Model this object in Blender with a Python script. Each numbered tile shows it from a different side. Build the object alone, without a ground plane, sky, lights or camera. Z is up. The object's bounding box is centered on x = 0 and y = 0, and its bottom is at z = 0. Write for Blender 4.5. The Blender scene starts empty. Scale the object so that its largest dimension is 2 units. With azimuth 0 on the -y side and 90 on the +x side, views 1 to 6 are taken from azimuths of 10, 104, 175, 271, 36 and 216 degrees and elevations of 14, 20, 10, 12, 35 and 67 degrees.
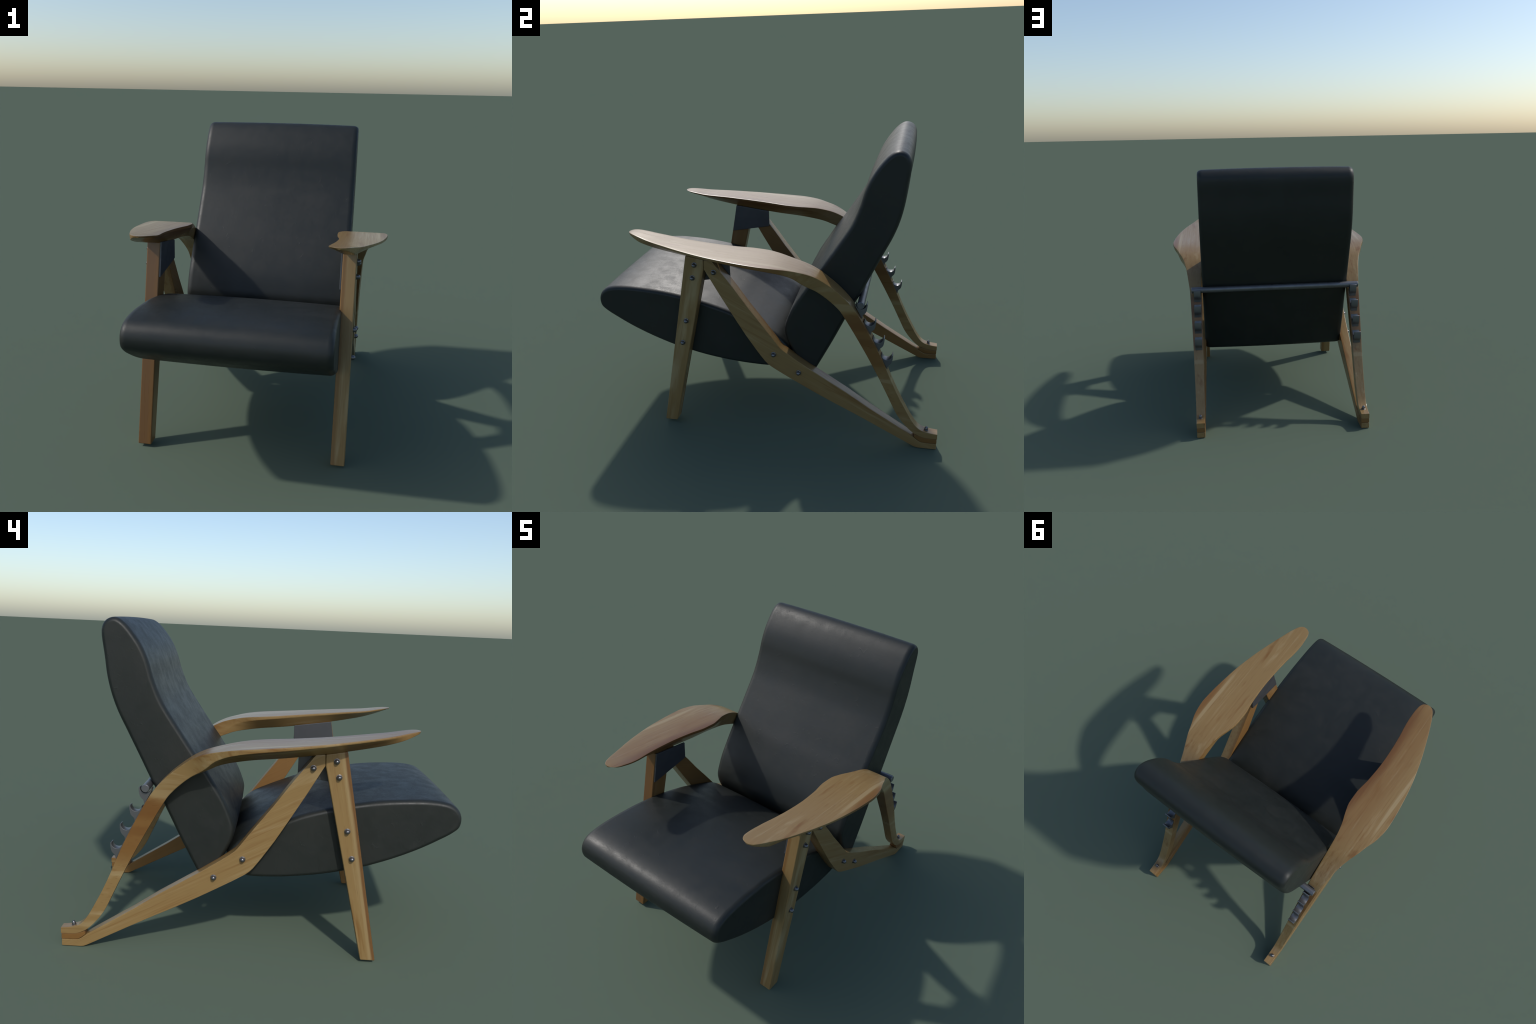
# Reclining lounge armchair: black leather cushions in a bent-wood frame,
# with a steel recline bar resting on a row of hooks.
import bpy, bmesh, math
from mathutils import Vector, Matrix

# ------------------------------------------------------------------ helpers
def catmull(pts, n, closed=False):
    """Centripetal-ish Catmull-Rom resampling of a list of tuples."""
    P = [Vector(p) for p in pts]
    m = len(P)
    out = []
    segs = m if closed else m - 1
    for i in range(segs):
        if closed:
            p0, p1, p2, p3 = P[(i - 1) % m], P[i], P[(i + 1) % m], P[(i + 2) % m]
        else:
            p1, p2 = P[i], P[i + 1]
            p0 = P[i - 1] if i > 0 else p1 * 2 - p2
            p3 = P[i + 2] if i + 2 < m else p2 * 2 - p1
        d1 = max((p2 - p1).length, 1e-6)
        d0 = max((p1 - p0).length, 1e-6)
        d2 = max((p3 - p2).length, 1e-6)
        a, b, c = d0 ** .5, d1 ** .5, d2 ** .5
        t1 = ((p1 - p0) / a - (p2 - p0) / (a + b) + (p2 - p1) / b) * b
        t2 = ((p2 - p1) / b - (p3 - p1) / (b + c) + (p3 - p2) / c) * b
        for k in range(n):
            t = k / n
            out.append(p1 * (2*t**3 - 3*t**2 + 1) + t1 * (t**3 - 2*t**2 + t)
                       + p2 * (-2*t**3 + 3*t**2) + t2 * (t**3 - t**2))
    if not closed:
        out.append(P[-1].copy())
    return out


def resample(pts, count, closed=True):
    P = list(pts) + ([pts[0]] if closed else [])
    L = [0.0]
    for a, b in zip(P, P[1:]):
        L.append(L[-1] + (Vector(b) - Vector(a)).length)
    out, j = [], 0
    steps = count if closed else count - 1
    for i in range(count):
        s = L[-1] * i / steps
        while j < len(P) - 2 and L[j + 1] < s:
            j += 1
        t = (s - L[j]) / max(L[j + 1] - L[j], 1e-9)
        out.append(Vector(P[j]).lerp(Vector(P[j + 1]), min(t, 1.0)))
    return out


def curve_at(table, y):
    """Smooth (monotone cubic) interpolation in a table of (y, value)."""
    n = len(table)
    if y <= table[0][0]: return table[0][1]
    if y >= table[-1][0]: return table[-1][1]
    d = [(table[i+1][1] - table[i][1]) / (table[i+1][0] - table[i][0]) for i in range(n - 1)]
    def slope(i):
        if i == 0: return d[0]
        if i == n - 1: return d[-1]
        if d[i-1] * d[i] <= 0: return 0.0
        return 2 * d[i-1] * d[i] / (d[i-1] + d[i])
    for i in range(n - 1):
        y0, y1 = table[i][0], table[i+1][0]
        if y <= y1:
            h = y1 - y0
            t = (y - y0) / h
            return (table[i][1] * (2*t**3 - 3*t**2 + 1) + slope(i) * h * (t**3 - 2*t**2 + t)
                    + table[i+1][1] * (-2*t**3 + 3*t**2) + slope(i+1) * h * (t**3 - t**2))


def link(ob, parent=None):
    bpy.context.scene.collection.objects.link(ob)
    if parent:
        ob.parent = parent
    return ob


def mesh_object(name, verts, faces, mat, parent, smooth_angle=35, bevel=0.0, segments=2):
    me = bpy.data.meshes.new(name)
    me.from_pydata([tuple(v) for v in verts], [], faces)
    bm = bmesh.new()
    bm.from_mesh(me)
    bmesh.ops.recalc_face_normals(bm, faces=bm.faces)
    if bevel > 0:
        sharp = [e for e in bm.edges if len(e.link_faces) == 2 and e.calc_face_angle(0) > math.radians(32)]
        bmesh.ops.bevel(bm, geom=sharp, offset=bevel, segments=segments, profile=0.5, affect='EDGES', clamp_overlap=True)
    finish_mesh(bm, me, smooth_angle)
    me.materials.append(mat)
    ob = link(bpy.data.objects.new(name, me), parent)
    flat = ob.modifiers.new("flat_faces", 'WEIGHTED_NORMAL')
    flat.keep_sharp, flat.weight, flat.mode = True, 100, 'FACE_AREA'
    return ob


def finish_mesh(bm, me, smooth_angle):
    for f in bm.faces:
        f.smooth = True
    lim = math.radians(smooth_angle)
    for e in bm.edges:
        if len(e.link_faces) == 2:
            e.smooth = e.calc_face_angle(0) < lim
    bm.to_mesh(me)
    bm.free()


def loft(sections, cap=True):
    """sections: list of equal-length closed loops -> verts, faces."""
    n = len(sections[0])
    verts = [v for s in sections for v in s]
    faces = []
    for i in range(len(sections) - 1):
        for k in range(n):
            faces.append((i*n + k, i*n + (k+1) % n, (i+1)*n + (k+1) % n, (i+1)*n + k))
    if cap:
        faces.append(tuple(range(n)))
        faces.append(tuple(range((len(sections)-1)*n, len(sections)*n)))
    return verts, faces

# ------------------------------------------------------------------ materials
class Nodes:
    def __init__(self, name):
        self.mat = bpy.data.materials.new(name)
        self.mat.use_nodes = True
        self.t = self.mat.node_tree
        self.bsdf = self.t.nodes["Principled BSDF"]

    def add(self, kind, **props):
        n = self.t.nodes.new(kind)
        for k, v in props.items():
            setattr(n, k, v)
        return n

    def put(self, node, socket, value):
        s = node.inputs[socket]
        if isinstance(value, bpy.types.NodeSocket):
            self.t.links.new(value, s)
        else:
            s.default_value = value

    def coords(self, scale=(1, 1, 1), rot=(0, 0, 0), loc=(0, 0, 0)):
        if not hasattr(self, "tc"):
            self.tc = self.add("ShaderNodeTexCoord")
        m = self.add("ShaderNodeMapping")
        self.put(m, "Vector", self.tc.outputs["Object"])
        self.put(m, "Scale", scale); self.put(m, "Rotation", rot); self.put(m, "Location", loc)
        return m.outputs[0]

    def noise(self, vec, scale, detail=3.0, rough=0.5, distort=0.0):
        n = self.add("ShaderNodeTexNoise")
        self.put(n, "Vector", vec); self.put(n, "Scale", scale); self.put(n, "Detail", detail)
        self.put(n, "Roughness", rough); self.put(n, "Distortion", distort)
        return n.outputs["Fac"]

    def ramp(self, fac, stops):
        r = self.add("ShaderNodeValToRGB")
        el = r.color_ramp.elements
        while len(el) < len(stops):
            el.new(0.5)
        for e, (p, c) in zip(el, stops):
            e.position = p
            e.color = (*c, 1) if len(c) == 3 else c
        self.put(r, "Fac", fac)
        return r.outputs["Color"]

    def grey(self, fac, a, b, lo=0.0, hi=1.0):
        m = self.add("ShaderNodeMapRange", interpolation_type='SMOOTHSTEP')
        self.put(m, "Value", fac); self.put(m, "From Min", a); self.put(m, "From Max", b)
        self.put(m, "To Min", lo); self.put(m, "To Max", hi)
        return m.outputs[0]

    def math(self, op, a, b=0.0):
        m = self.add("ShaderNodeMath", operation=op)
        self.put(m, 0, a); self.put(m, 1, b)
        return m.outputs[0]

    def mix(self, fac, a, b, blend='MIX'):
        m = self.add("ShaderNodeMix", data_type='RGBA', blend_type=blend)
        self.put(m, 0, fac)
        for s, v in ((6, a), (7, b)):
            self.put(m, s, v if isinstance(v, bpy.types.NodeSocket) else (*v, 1))
        return m.outputs[2]

    def bump(self, height, strength, distance, normal=None):
        b = self.add("ShaderNodeBump")
        self.put(b, "Height", height); self.put(b, "Strength", strength); self.put(b, "Distance", distance)
        if normal is not None:
            self.put(b, "Normal", normal)
        return b.outputs[0]


WOOD_DARK, WOOD_BROWN = (0.115, 0.042, 0.010), (0.165, 0.078, 0.021)
WOOD_TAN, WOOD_PALE = (0.228, 0.145, 0.056), (0.300, 0.220, 0.110)


def wood(name, angle=0.0, offset=(0, 0, 0), patches=(), darkness=0.0, figure=1.0, layers=(), long_grain=1.1, depth_grain=1.0):
    """Oiled hardwood.  angle: grain direction in the y-z plane (radians above +y).
    patches: (centre, radii, colour, strength) blobs of heartwood or sapwood in object space.
    layers: (plane normal, offset, from, to, colour, strength) pale or dark colour bands parallel to a plane."""
    g = Nodes(name)
    rot = (-angle, 0, 0)
    def grain(sx, sy, sz):
        # rotate first, then stretch: two mapping nodes
        v = g.coords(rot=rot, loc=offset)
        m = g.add("ShaderNodeMapping")
        g.put(m, "Vector", v); g.put(m, "Scale", (sx, sy, sz))
        return m.outputs[0]
    figure_n = g.noise(grain(7, 0.75, 7), 2.3, 4.0, 0.55, 0.35)
    streak = g.noise(grain(44, long_grain, 44 * depth_grain), 2.2, 4.0, 0.6, 0.1)
    pores = g.noise(grain(240, 9 * min(1.0, long_grain), 240 * depth_grain), 1.6, 2.0, 0.5)
    d = darkness
    col = g.ramp(figure_n, [(0.27 + d, WOOD_BROWN), (0.42 + d, WOOD_TAN), (0.60 + d, WOOD_TAN), (0.75 + d, WOOD_PALE)])
    col = g.mix(g.grey(streak, 0.52, 0.75, 0.0, 0.45 * figure), col, WOOD_BROWN)
    col = g.mix(g.grey(streak, 0.47, 0.28, 0.0, 0.40 * figure), col, WOOD_PALE)
    for centre, radii, colour, strength in patches:
        v = g.coords()
        sub = g.add("ShaderNodeVectorMath", operation='SUBTRACT'); g.put(sub, 0, v); g.put(sub, 1, centre)
        div = g.add("ShaderNodeVectorMath", operation='DIVIDE'); g.put(div, 0, sub.outputs[0]); g.put(div, 1, radii)
        ln = g.add("ShaderNodeVectorMath", operation='LENGTH'); g.put(ln, 0, div.outputs[0])
        w = g.math('ADD', ln.outputs[1], g.math('MULTIPLY', g.math('SUBTRACT', streak, 0.5), 0.8))
        col = g.mix(g.grey(w, 1.15, 0.55, 0.0, strength), col, colour)
    for normal, off, a, b, colour, strength in layers:
        dot = g.add("ShaderNodeVectorMath", operation='DOT_PRODUCT'); g.put(dot, 0, g.coords()); g.put(dot, 1, normal)
        d = g.math('ADD', g.math('SUBTRACT', dot.outputs["Value"], off), g.math('MULTIPLY', g.math('SUBTRACT', streak, 0.5), 0.02))
        col = g.mix(g.grey(d, a, b, 0.0, strength), col, colour)
    col = g.mix(g.grey(pores, 0.60, 0.74, 0.0, 0.30), col, WOOD_DARK)
    g.put(g.bsdf, "Base Color", col)
    g.put(g.bsdf, "Roughness", g.grey(streak, 0.3, 0.7, 0.27, 0.36))
    g.put(g.bsdf, "Normal", g.bump(pores, 0.05, 0.0006))
    return g.mat


def leather(name):
    g = Nodes(name)
    v = g.coords()
    cloud = g.noise(v, 3.2, 3.0, 0.55, 0.3)
    hide = g.noise(v, 14.0, 4.0, 0.6, 0.4)
    grain = g.add("ShaderNodeTexVoronoi", feature='DISTANCE_TO_EDGE')
    g.put(grain, "Vector", v); g.put(grain, "Scale", 210.0)
    fine = g.noise(v, 130.0, 3.0, 0.6)
    col = g.ramp(cloud, [(0.30, (0.0100, 0.0128, 0.0114)), (0.52, (0.0128, 0.0154, 0.0136)), (0.74, (0.0168, 0.0184, 0.0160))])
    col = g.mix(g.grey(hide, 0.55, 0.80, 0.0, 0.35), col, (0.021, 0.0205, 0.019))
    g.put(g.bsdf, "Base Color", col)
    g.put(g.bsdf, "Roughness", g.grey(g.math('ADD', g.math('MULTIPLY', hide, 0.6), g.math('MULTIPLY', fine, 0.4)), 0.34, 0.66, 0.43, 0.56))
    g.put(g.bsdf, "Specular IOR Level", 0.40)
    n = g.bump(hide, 0.10, 0.006)
    crease = g.noise(v, 26.0, 5.0, 0.62, 0.8)
    n = g.bump(g.grey(crease, 0.37, 0.27), 0.22, 0.002, n)
    n = g.bump(fine, 0.10, 0.0015, n)
    n = g.bump(g.math('MINIMUM', grain.outputs["Distance"], 0.25), 0.10, 0.0010, n)
    g.put(g.bsdf, "Normal", n)
    return g.mat


def steel(name, colour, rough, metallic):
    g = Nodes(name)
    v = g.coords()
    wear = g.noise(v, 14.0, 5.0, 0.55)
    dark = tuple(c * 0.84 for c in colour)
    g.put(g.bsdf, "Base Color", g.mix(g.grey(wear, 0.3, 0.7), colour, dark))
    g.put(g.bsdf, "Metallic", metallic)
    g.put(g.bsdf, "Roughness", g.grey(wear, 0.3, 0.7, rough - 0.04, rough + 0.05))
    return g.mat


LEATHER = leather("black_leather")
BOLT_STEEL = steel("bolt_steel", (0.17, 0.17, 0.18), 0.30, 0.85)
BAR_STEEL = steel("bar_steel", (0.17, 0.175, 0.185), 0.42, 0.75)
HOOK_STEEL = steel("hook_steel", (0.175, 0.18, 0.19), 0.38, 0.75)
PLATE_STEEL = steel("plate_steel", (0.085, 0.088, 0.095), 0.42, 0.55)

# ------------------------------------------------------------------ the chair
chair = bpy.data.objects.new("lounge_chair", None)
chair["label"] = "reclining lounge chair, black leather cushions, bent wood frame"
chair["category"] = "armchair"
link(chair)

# ---- cushions: a side profile (y, z) swept across the width, rounded at both ends
SEAT_PROFILE = [(-0.994, 0.755), (-0.988, 0.784), (-0.972, 0.810), (-0.945, 0.830), (-0.900, 0.843), (-0.820, 0.849),
                (-0.713, 0.845), (-0.600, 0.835), (-0.480, 0.816), (-0.350, 0.787), (-0.200, 0.742), (-0.120, 0.709),
                (-0.030, 0.671), (0.060, 0.628), (0.112, 0.590), (0.150, 0.545), (0.172, 0.500), (0.168, 0.452),
                (0.130, 0.420), (0.060, 0.404), (-0.060, 0.404), (-0.190, 0.415), (-0.320, 0.434), (-0.410, 0.453),
                (-0.525, 0.483), (-0.670, 0.535), (-0.800, 0.594), (-0.890, 0.644), (-0.955, 0.685), (-0.986, 0.715)]
BACK_PROFILE = [(0.742, 1.666), (0.716, 1.658), (0.684, 1.634), (0.646, 1.590), (0.605, 1.529), (0.5765, 1.465),
                (0.550, 1.379), (0.507, 1.277), (0.452, 1.189), (0.401, 1.114), (0.3475, 1.036), (0.300, 0.971),
                (0.2575, 0.907), (0.206, 0.828), (0.176, 0.775), (0.150, 0.714), (0.132, 0.655), (0.138, 0.600), (0.160, 0.545),
                (0.190, 0.488), (0.214, 0.430), (0.236, 0.384), (0.256, 0.362), (0.277, 0.360), (0.292, 0.372), (0.318, 0.421),
                (0.4095, 0.595), (0.489, 0.755), (0.562, 0.889), (0.610, 0.986), (0.676, 1.118), (0.725, 1.217), (0.756, 1.300),
                (0.777, 1.386), (0.791, 1.490), (0.804, 1.580), (0.803, 1.615), (0.791, 1.642), (0.770, 1.659)]


def cushion(name, profile, half_width, side_radius, radius, count=220, crown=0.005):
    """side_radius x radius: elliptical edge roundover; the middle is slightly crowned."""
    loop = resample(catmull(profile, 10, closed=True), count)
    loop = [Vector((0, p[0], p[1])) for p in loop]
    normals = []
    for i in range(count):
        t = loop[(i + 1) % count] - loop[i - 1]
        normals.append(Vector((0, t.z, -t.y)).normalized())
    # decide which side is inward
    centre = sum(loop, Vector()) / count
    if sum((centre - p).dot(n) for p, n in zip(loop, normals)) < 0:
        normals = [-n for n in normals]
    sections = []
    def ring(x, inset):
        sections.append([Vector((x, p.y, p.z)) + n * inset for p, n in zip(loop, normals)])
    steps = 7
    flank = half_width - side_radius
    ring(-half_width + 0.0004, radius + 0.006)
    for k in range(steps + 1):
        a = math.pi / 2 * k / steps
        ring(-flank - side_radius * math.cos(a), radius * (1 - math.sin(a)))
    for k in range(1, 14):
        u = -1 + 2 * k / 14
        ring(flank * u, -crown * (1 - u * u))
    for k in range(steps + 1):
        a = math.pi / 2 * k / steps
        ring(flank + side_radius * math.sin(a), radius * (1 - math.cos(a)))
    ring(half_width - 0.0004, radius + 0.006)
    v, f = loft(sections)
    return mesh_object(name, v, f, LEATHER, chair, smooth_angle=60)


cushion("seat_cushion", SEAT_PROFILE, 0.492, 0.032, 0.022)
cushion("back_cushion", BACK_PROFILE, 0.494, 0.034, 0.022)

# ---- armrest that bends down into the rear leg: pairs of (top, underside) stations
STATIONS = [  # top y, top z, underside y, underside z
    (-0.749, 1.1900, -0.748, 1.1820), (-0.732, 1.1895, -0.730, 1.1745), (-0.690, 1.184, -0.690, 1.158),
    (-0.600, 1.168, -0.600, 1.127), (-0.480, 1.154, -0.480, 1.099), (-0.360, 1.140, -0.360, 1.076),
    (-0.230, 1.126, -0.230, 1.054), (-0.100, 1.113, -0.100, 1.035), (0.050, 1.099, 0.045, 1.019),
    (0.150, 1.086, 0.130, 1.006), (0.220, 1.071, 0.185, 0.996), (0.267, 1.058, 0.225, 0.985), (0.305, 1.043, 0.258, 0.972),
    (0.340, 1.025, 0.288, 0.960), (0.376, 1.000, 0.326, 0.943), (0.413, 0.971, 0.362, 0.918), (0.451, 0.938, 0.398, 0.887),
    (0.488, 0.900, 0.430, 0.855), (0.519, 0.863, 0.458, 0.822), (0.550, 0.817, 0.487, 0.774), (0.579, 0.766, 0.516, 0.723),
    (0.676, 0.571, 0.616, 0.536), (0.739, 0.417, 0.683, 0.400), (0.784, 0.315, 0.730, 0.298),
    (0.823, 0.238, 0.768, 0.216), (0.845, 0.196, 0.794, 0.174), (0.867, 0.160, 0.820, 0.142), (0.888, 0.134, 0.848, 0.112),
    (0.912, 0.116, 0.878, 0.089), (0.945, 0.106, 0.920, 0.0715), (0.975, 0.101, 0.962, 0.068), (0.999, 0.0985, 0.999, 0.067)]
OUTER = [(-0.749, 0.488), (-0.743, 0.502), (-0.731, 0.515), (-0.700, 0.533), (-0.600, 0.575), (-0.470, 0.620), (-0.400, 0.641), (-0.267, 0.673),
         (-0.176, 0.688), (-0.060, 0.702), (0.040, 0.708), (0.130, 0.697), (0.216, 0.668), (0.267, 0.652), (0.320, 0.631),
         (0.376, 0.612), (0.430, 0.599), (0.488, 0.588), (0.540, 0.578), (0.620, 0.570), (0.742, 0.561), (0.870, 0.5555), (1.0, 0.552)]
INNER = [(-0.749, 0.468), (-0.743, 0.452), (-0.731, 0.438), (-0.700, 0.427), (-0.640, 0.424), (-0.580, 0.427), (-0.480, 0.440), (-0.370, 0.449), (-0.275, 0.452),
         (-0.140, 0.445), (-0.030, 0.431), (0.040, 0.432), (0.110, 0.449), (0.175, 0.471), (0.250, 0.486), (0.350, 0.494),
         (0.520, 0.499), (1.0, 0.499)]
EDGE = [(-0.749, 0.90), (-0.70, 0.42), (-0.55, 0.22), (-0.30, 0.19), (-0.10, 0.21), (0.05, 0.25), (0.15, 0.33), (0.24, 0.52), (0.32, 0.85), (0.38, 0.97), (1.0, 0.98)]


def rounded_loop(corners, r, seg=2):
    """Round every corner of a 3D polygon with quadratic fillets; constant vertex count."""
    out = []
    n = len(corners)
    for i in range(n):
        a, b, c = corners[i - 1], corners[i], corners[(i + 1) % n]
        ra = min(r, (a - b).length * 0.42)
        rc = min(r, (c - b).length * 0.42)
        p, q = b + (a - b).normalized() * ra if ra > 1e-7 else b.copy(), b + (c - b).normalized() * rc if rc > 1e-7 else b.copy()
        for k in range(seg + 1):
            t = k / seg
            out.append(p * (1-t)**2 + b * 2*t*(1-t) + q * t*t)
    return out


RIB_OUTER = [(0.22, 0.664), (0.267, 0.650), (0.32, 0.622), (0.376, 0.602), (0.43, 0.591), (0.50, 0.576), (0.58, 0.564), (0.65, 0.557), (0.78, 0.5535), (1.0, 0.551)]
RIB_INNER = [(0.25, 0.494), (0.45, 0.500), (1.0, 0.500)]


def armrest(side, mat):
    pairs = catmull([(a, b, c, d) for a, b, c, d in STATIONS], 5)
    sections = []
    for ty, tz, by, bz in pairs:
        lift = 0.003 * (1 - min(max((ty - 0.10) / 0.25, 0), 1))      # the paddle rides a touch higher than its edge
        top, bot = Vector((0, ty, tz)), Vector((0, by, bz + lift * 0.8))
        up = Vector((0, 0, 1))
        e = curve_at(EDGE, ty)
        s = e ** 3
        edge = top.lerp(bot, e)
        xo, xi = curve_at(OUTER, ty), curve_at(INNER, ty)
        ro, ri = curve_at(RIB_OUTER, ty), curve_at(RIB_INNER, ty)
        rib_o, rib_i = min(0.547, xo - 0.002) * (1 - s) + min(ro, xo - 0.001) * s, max(ri, xi + 0.002)
        if rib_i > rib_o - 0.004:
            m = (xo + xi) / 2
            rib_i, rib_o = m - 0.004, m + 0.004
        edge_o, edge_i = xo + (min(ro, xo - 0.001) - xo) * s, xi + (rib_i - xi) * s * 0.98
        at = lambda x, p: Vector((side * x, p.y, p.z))
        w = xo - xi
        bump = lambda u: up * lift * (0.8 + 0.8 * u * (1 - u))
        loop = [at(xi + w * u, top + bump(u)) for u in (0, 0.12, 0.5, 0.88, 1)] + [
            at(edge_o, edge + up * lift * 0.8), at(rib_o, bot), at(rib_i, bot), at(edge_i, edge + up * lift * 0.8)]
        sections.append(rounded_loop(loop, 0.0035))
    v, f = loft(sections)
    return mesh_object("armrest", v, f, mat, chair, smooth_angle=40)

# ---- flat frame members: a polygon (y, z) given as lower/upper chains, extruded in x
def slab(name, polygon, x_out, x_in, side, mat, parent, bevel=0.004, segments=2, angle=35):
    """x_out and x_in may be numbers or functions of (y, z)."""
    xo = x_out if callable(x_out) else (lambda y, z: x_out)
    xi = x_in if callable(x_in) else (lambda y, z: x_in)
    outer = [Vector((side * xo(p[0], p[1]), p[0], p[1])) for p in polygon]
    inner = [Vector((side * xi(p[0], p[1]), p[0], p[1])) for p in polygon]
    v, f = loft([outer, inner])
    return mesh_object(name, v, f, mat, parent, smooth_angle=angle, bevel=bevel, segments=segments)


FRONT_LEG = [(-0.399, 1.087), (-0.612, 0.013), (-0.537, 0.013), (-0.2975, 1.010), (-0.295, 1.068)]
BRACE_UPPER = [(-0.247, 1.062), (-0.200, 1.000), (-0.130, 0.905), (-0.058, 0.801), (0.007, 0.715), (0.060, 0.643),
               (0.108, 0.577), (0.122, 0.560), (0.140, 0.545), (0.194, 0.506), (0.290, 0.442), (0.400, 0.373), (0.493, 0.315), (0.634, 0.219),
               (0.760, 0.139), (0.864, 0.072), (0.897, 0.046), (0.912, 0.038), (0.930, 0.0365), (0.996, 0.0355)]
BRACE_LOWER = [(0.996, 0.0), (0.896, 0.0), (0.882, 0.002), (0.866, 0.009), (0.634, 0.132), (0.530, 0.186), (0.414, 0.244), (0.300, 0.304), (0.205, 0.357),
               (0.130, 0.400), (0.090, 0.424), (0.066, 0.439), (0.047, 0.454), (0.030, 0.472), (0.010, 0.499), (-0.012, 0.530), (-0.073, 0.622),
               (-0.142, 0.738), (-0.220, 0.873), (-0.2965, 1.012), (-0.2935, 1.067)]
FOOT_BLOCK = [(0.997, 0.0368), (0.932, 0.0376), (0.912, 0.0400), (0.897, 0.0480), (0.872, 0.0680), (0.878, 0.0865), (0.890, 0.0805), (0.920, 0.0702), (0.962, 0.0667), (0.997, 0.0657)]


def tapered(a, b, y0, y1):
    return lambda y, z: a + (b - a) * min(max((y - y0) / (y1 - y0), 0), 1)

# ---- bolts: a domed head on a thin collar
def bolt_mesh():
    prof = [(0.0001, 0.0225), (0.0045, 0.0217), (0.0088, 0.0188), (0.0115, 0.0140), (0.0125, 0.0080), (0.0127, 0.0050),
            (0.0150, 0.0040), (0.0150, 0.0), (0.0150, -0.004)]
    n = 20
    sections = [[Vector((r * math.cos(2*math.pi*k/n), r * math.sin(2*math.pi*k/n), h)) for k in range(n)] for r, h in prof]
    v, f = loft(sections)
    me = bpy.data.meshes.new("bolt")
    me.from_pydata([tuple(p) for p in v], [], f)
    bm = bmesh.new(); bm.from_mesh(me)
    bmesh.ops.recalc_face_normals(bm, faces=bm.faces)
    finish_mesh(bm, me, 50)
    me.materials.append(BOLT_STEEL)
    return me


BOLT = bolt_mesh()


def bolt(parent, loc, side, up=False):
    ob = bpy.data.objects.new("bolt", BOLT)
    ob.location = loc
    if up:
        ob.rotation_euler = (math.radians(-8), 0, 0)
        ob.scale = (0.84, 0.84, 1.15)
    else:
        ob.rotation_euler = (0, side * math.pi / 2, 0)
    link(ob, parent)


# ---- hooks that carry the recline bar: a crescent cup with a tail lying on the rear leg
BAR = Vector((0.0, 0.569, 0.857))
STEP = Vector((0.0, 0.0472, -0.0985))


def hook_mesh():
    cup = [(0.0005 + 0.0272 * math.cos(a), 0.0060 + 0.0272 * math.sin(a)) for a in [math.radians(4 - i * 182 / 18) for i in range(19)]]
    leg_side = [(-0.0290, 0.0040), (-0.0310, -0.0030), (-0.0240, -0.0200), (-0.0140, -0.0400), (-0.0040, -0.0600), (0.0035, -0.0755)]
    back = [(0.0060, -0.0745), (0.0085, -0.0610), (0.0120, -0.0535), (0.0205, -0.0455), (0.0262, -0.0380), (0.0296, -0.0290),
            (0.0328, -0.0130), (0.0334, -0.0040), (0.0332, 0.0065), (0.0305, 0.0090)]
    poly = cup + leg_side + back
    outer = [Vector((0.0225, y, z)) for y, z in poly]
    inner = [Vector((-0.0225, y, z)) for y, z in poly]
    v, f = loft([outer, inner])
    me = bpy.data.meshes.new("bar_hook")
    me.from_pydata([tuple(p) for p in v], [], f)
    bm = bmesh.new(); bm.from_mesh(me)
    bmesh.ops.recalc_face_normals(bm, faces=bm.faces)
    sharp = [e for e in bm.edges if len(e.link_faces) == 2 and e.calc_face_angle(0) > 1.2 and abs(e.verts[0].co.x - e.verts[1].co.x) < 1e-5]
    bmesh.ops.bevel(bm, geom=sharp, offset=0.0010, segments=2, profile=0.5, affect='EDGES', clamp_overlap=True)
    finish_mesh(bm, me, 40)
    for p in me.polygons:
        p.use_smooth = abs(p.normal.x) < 0.95
    me.materials.append(HOOK_STEEL)
    return me


HOOK = hook_mesh()

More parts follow.
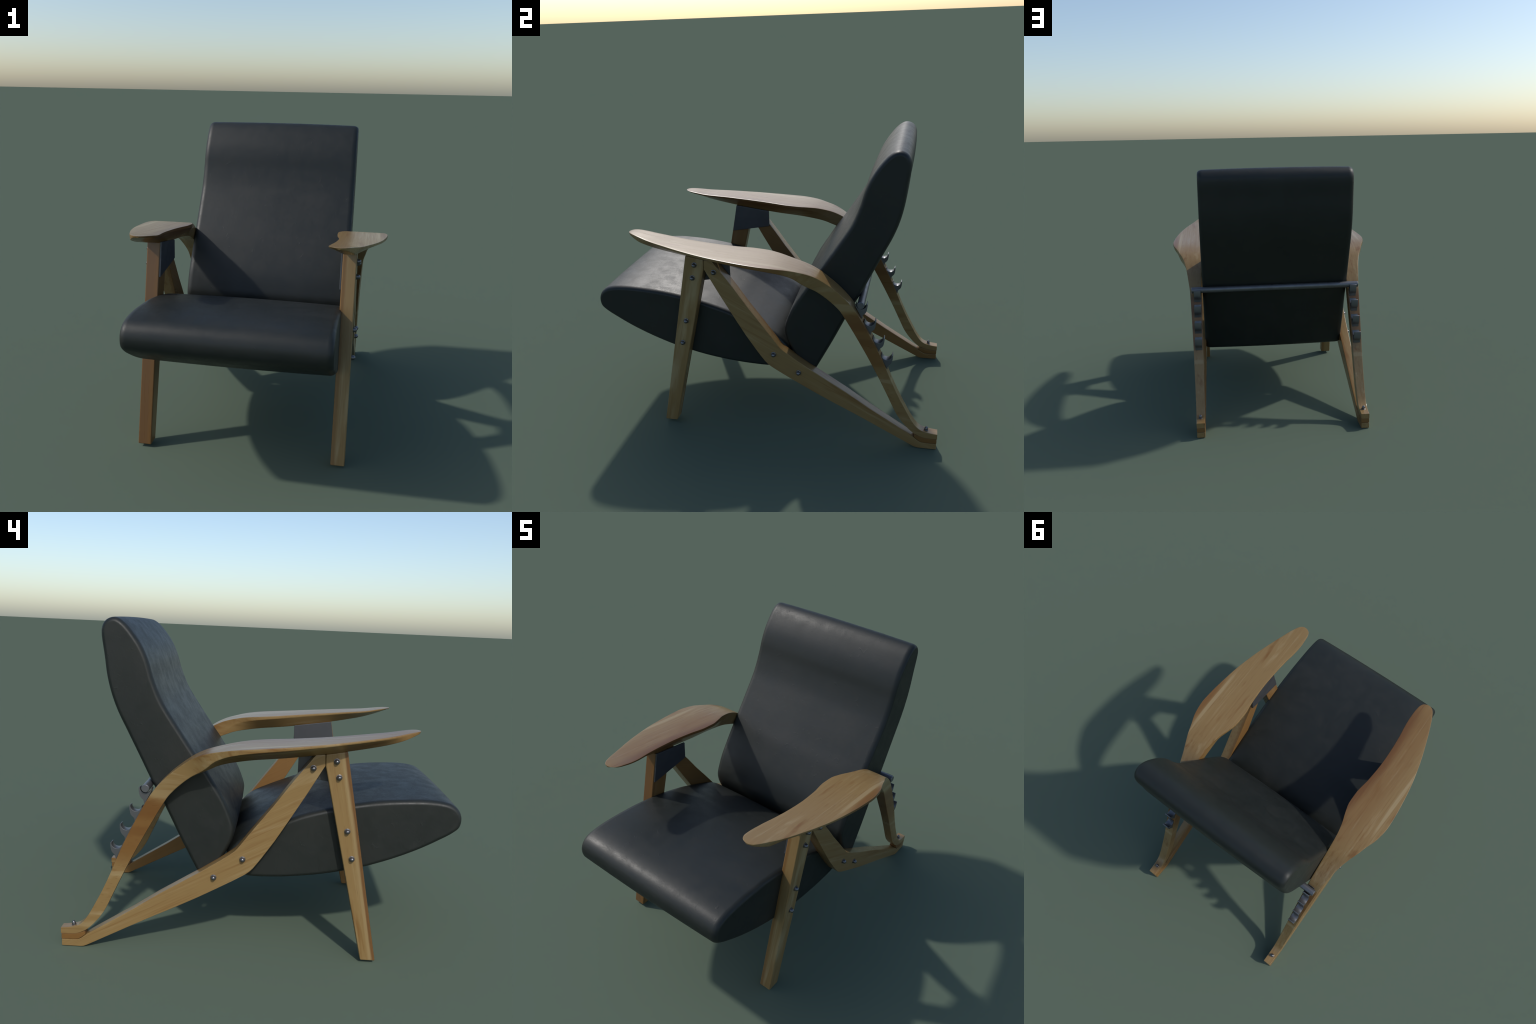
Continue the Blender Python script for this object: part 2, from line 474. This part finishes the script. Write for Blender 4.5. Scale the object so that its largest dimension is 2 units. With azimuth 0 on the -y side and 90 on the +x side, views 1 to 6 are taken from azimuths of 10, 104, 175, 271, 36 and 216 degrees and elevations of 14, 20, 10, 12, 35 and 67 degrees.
ALONG_LEG = math.radians(78.8)
for side in (1, -1):
    tag = "right" if side > 0 else "left"
    o = 0.0 if side > 0 else 3.7
    # the bent leg shows the same bands of heartwood on both sides
    arm_patches = [((side * 0.55, 0.62, 0.645), (0.30, 0.30, 0.205), WOOD_BROWN, 0.85), ((side * 0.55, 0.58, 0.755), (0.30, 0.20, 0.055), WOOD_DARK, 0.45),
                   ((side * 0.55, 0.60, 0.640), (0.30, 0.20, 0.030), WOOD_DARK, 0.35),
                   ((side * 0.55, 0.71, 0.412), (0.30, 0.20, 0.014), WOOD_PALE, 0.6), ((side * 0.55, 0.48, 0.842), (0.30, 0.14, 0.026), WOOD_PALE, 0.55)]
    if side > 0:
        arm_patches += [((0.712, 0.02, 1.09), (0.055, 0.30, 0.10), WOOD_BROWN, 0.9), ((0.655, 0.02, 1.10), (0.015, 0.30, 0.10), WOOD_PALE, 0.8)]
        leg_layers, leg_angle = (), 0.0
    else:
        arm_patches += [((-0.50, -0.30, 1.12), (0.12, 0.80, 0.16), WOOD_BROWN, 0.45), ((-0.415, -0.34, 1.12), (0.085, 0.66, 0.14), WOOD_DARK, 0.75), ((-0.660, -0.12, 1.11), (0.013, 0.30, 0.10), WOOD_PALE, 0.95)]
        leg_layers = (((0, -0.981, 0.195), 0.6013, -0.036, -0.026, WOOD_PALE, 0.55), ((0, -0.981, 0.195), 0.6013, -0.020, -0.008, WOOD_DARK, 0.80))
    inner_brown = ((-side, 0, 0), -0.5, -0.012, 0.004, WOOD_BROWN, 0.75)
    arm_wood = wood("armrest_wood_" + tag, 0.0, (0.31 + o, 0.4, 0.2), arm_patches, figure=1.7 if side < 0 else 1.2, long_grain=0.22 if side < 0 else 0.5, depth_grain=0.22)
    leg_wood = wood("front_leg_wood_" + tag, ALONG_LEG, (1.3 + o, 0.1, 0.7), (), -0.10 if side > 0 else 0.0, layers=leg_layers + (inner_brown,))
    brace_wood = wood("brace_wood_" + tag, math.radians(-28), (2.1 + o, 0.6, 0.3), (), 0.0, figure=1.5, long_grain=0.7, layers=(inner_brown,))
    foot_wood = wood("foot_wood_" + tag, 0.0, (4.4 + o, 0.2, 0.9), (((side * 0.53, 0.94, 0.05), (0.2, 0.2, 0.2), WOOD_BROWN, 0.9),))

    arm = armrest(side, arm_wood)
    leg = slab("front_leg", FRONT_LEG, 0.5540, 0.4815, side, leg_wood, chair, bevel=0.006, segments=3)
    brace = slab("brace", BRACE_UPPER + BRACE_LOWER, tapered(0.5530, 0.5515, 0.3, 0.99), tapered(0.4835, 0.4995, 0.1, 0.95), side, brace_wood, chair, bevel=0.004)
    foot = slab("foot_block", FOOT_BLOCK, 0.5515, 0.4995, side, foot_wood, chair, bevel=0.003)
    plate = slab("gusset_plate", [(-0.397, 1.087), (-0.168, 1.052), (-0.168, 0.945), (-0.242, 0.932), (-0.431, 0.902)],
                 0.4840, 0.4735, side, PLATE_STEEL, chair, bevel=0.0025)
    for y, z in ((-0.349, 1.036), (-0.3655, 0.9585), (-0.4235, 0.691), (-0.455, 0.551)):
        bolt(leg, (side * 0.5530, y, z), side)
    for y, z in ((-0.2395, 0.998), (0.083, 0.519), (0.224, 0.416)):
        bolt(brace, (side * 0.5525, y, z), side)
    bolt(arm, (side * 0.5265, 0.937, 0.1050), side, up=True)
    for k in range(4):
        h = bpy.data.objects.new("bar_hook", HOOK)
        h.location = Vector((side * 0.528, BAR.y, BAR.z)) + STEP * k + Vector((0, 0.001, -0.0055) if k == 0 else (0, 0, -0.001))
        link(h, arm)

# ---- recline bar
n, r, half = 28, 0.0200, 0.566
prof = [(-half, r - 0.003), (-half + 0.003, r), (half - 0.003, r), (half, r - 0.003)]
v, f = loft([[Vector((x, BAR.y + rr * math.cos(2*math.pi*k/n), BAR.z + rr * math.sin(2*math.pi*k/n))) for k in range(n)] for x, rr in prof])
mesh_object("recline_bar", v, f, BAR_STEEL, chair, smooth_angle=30)
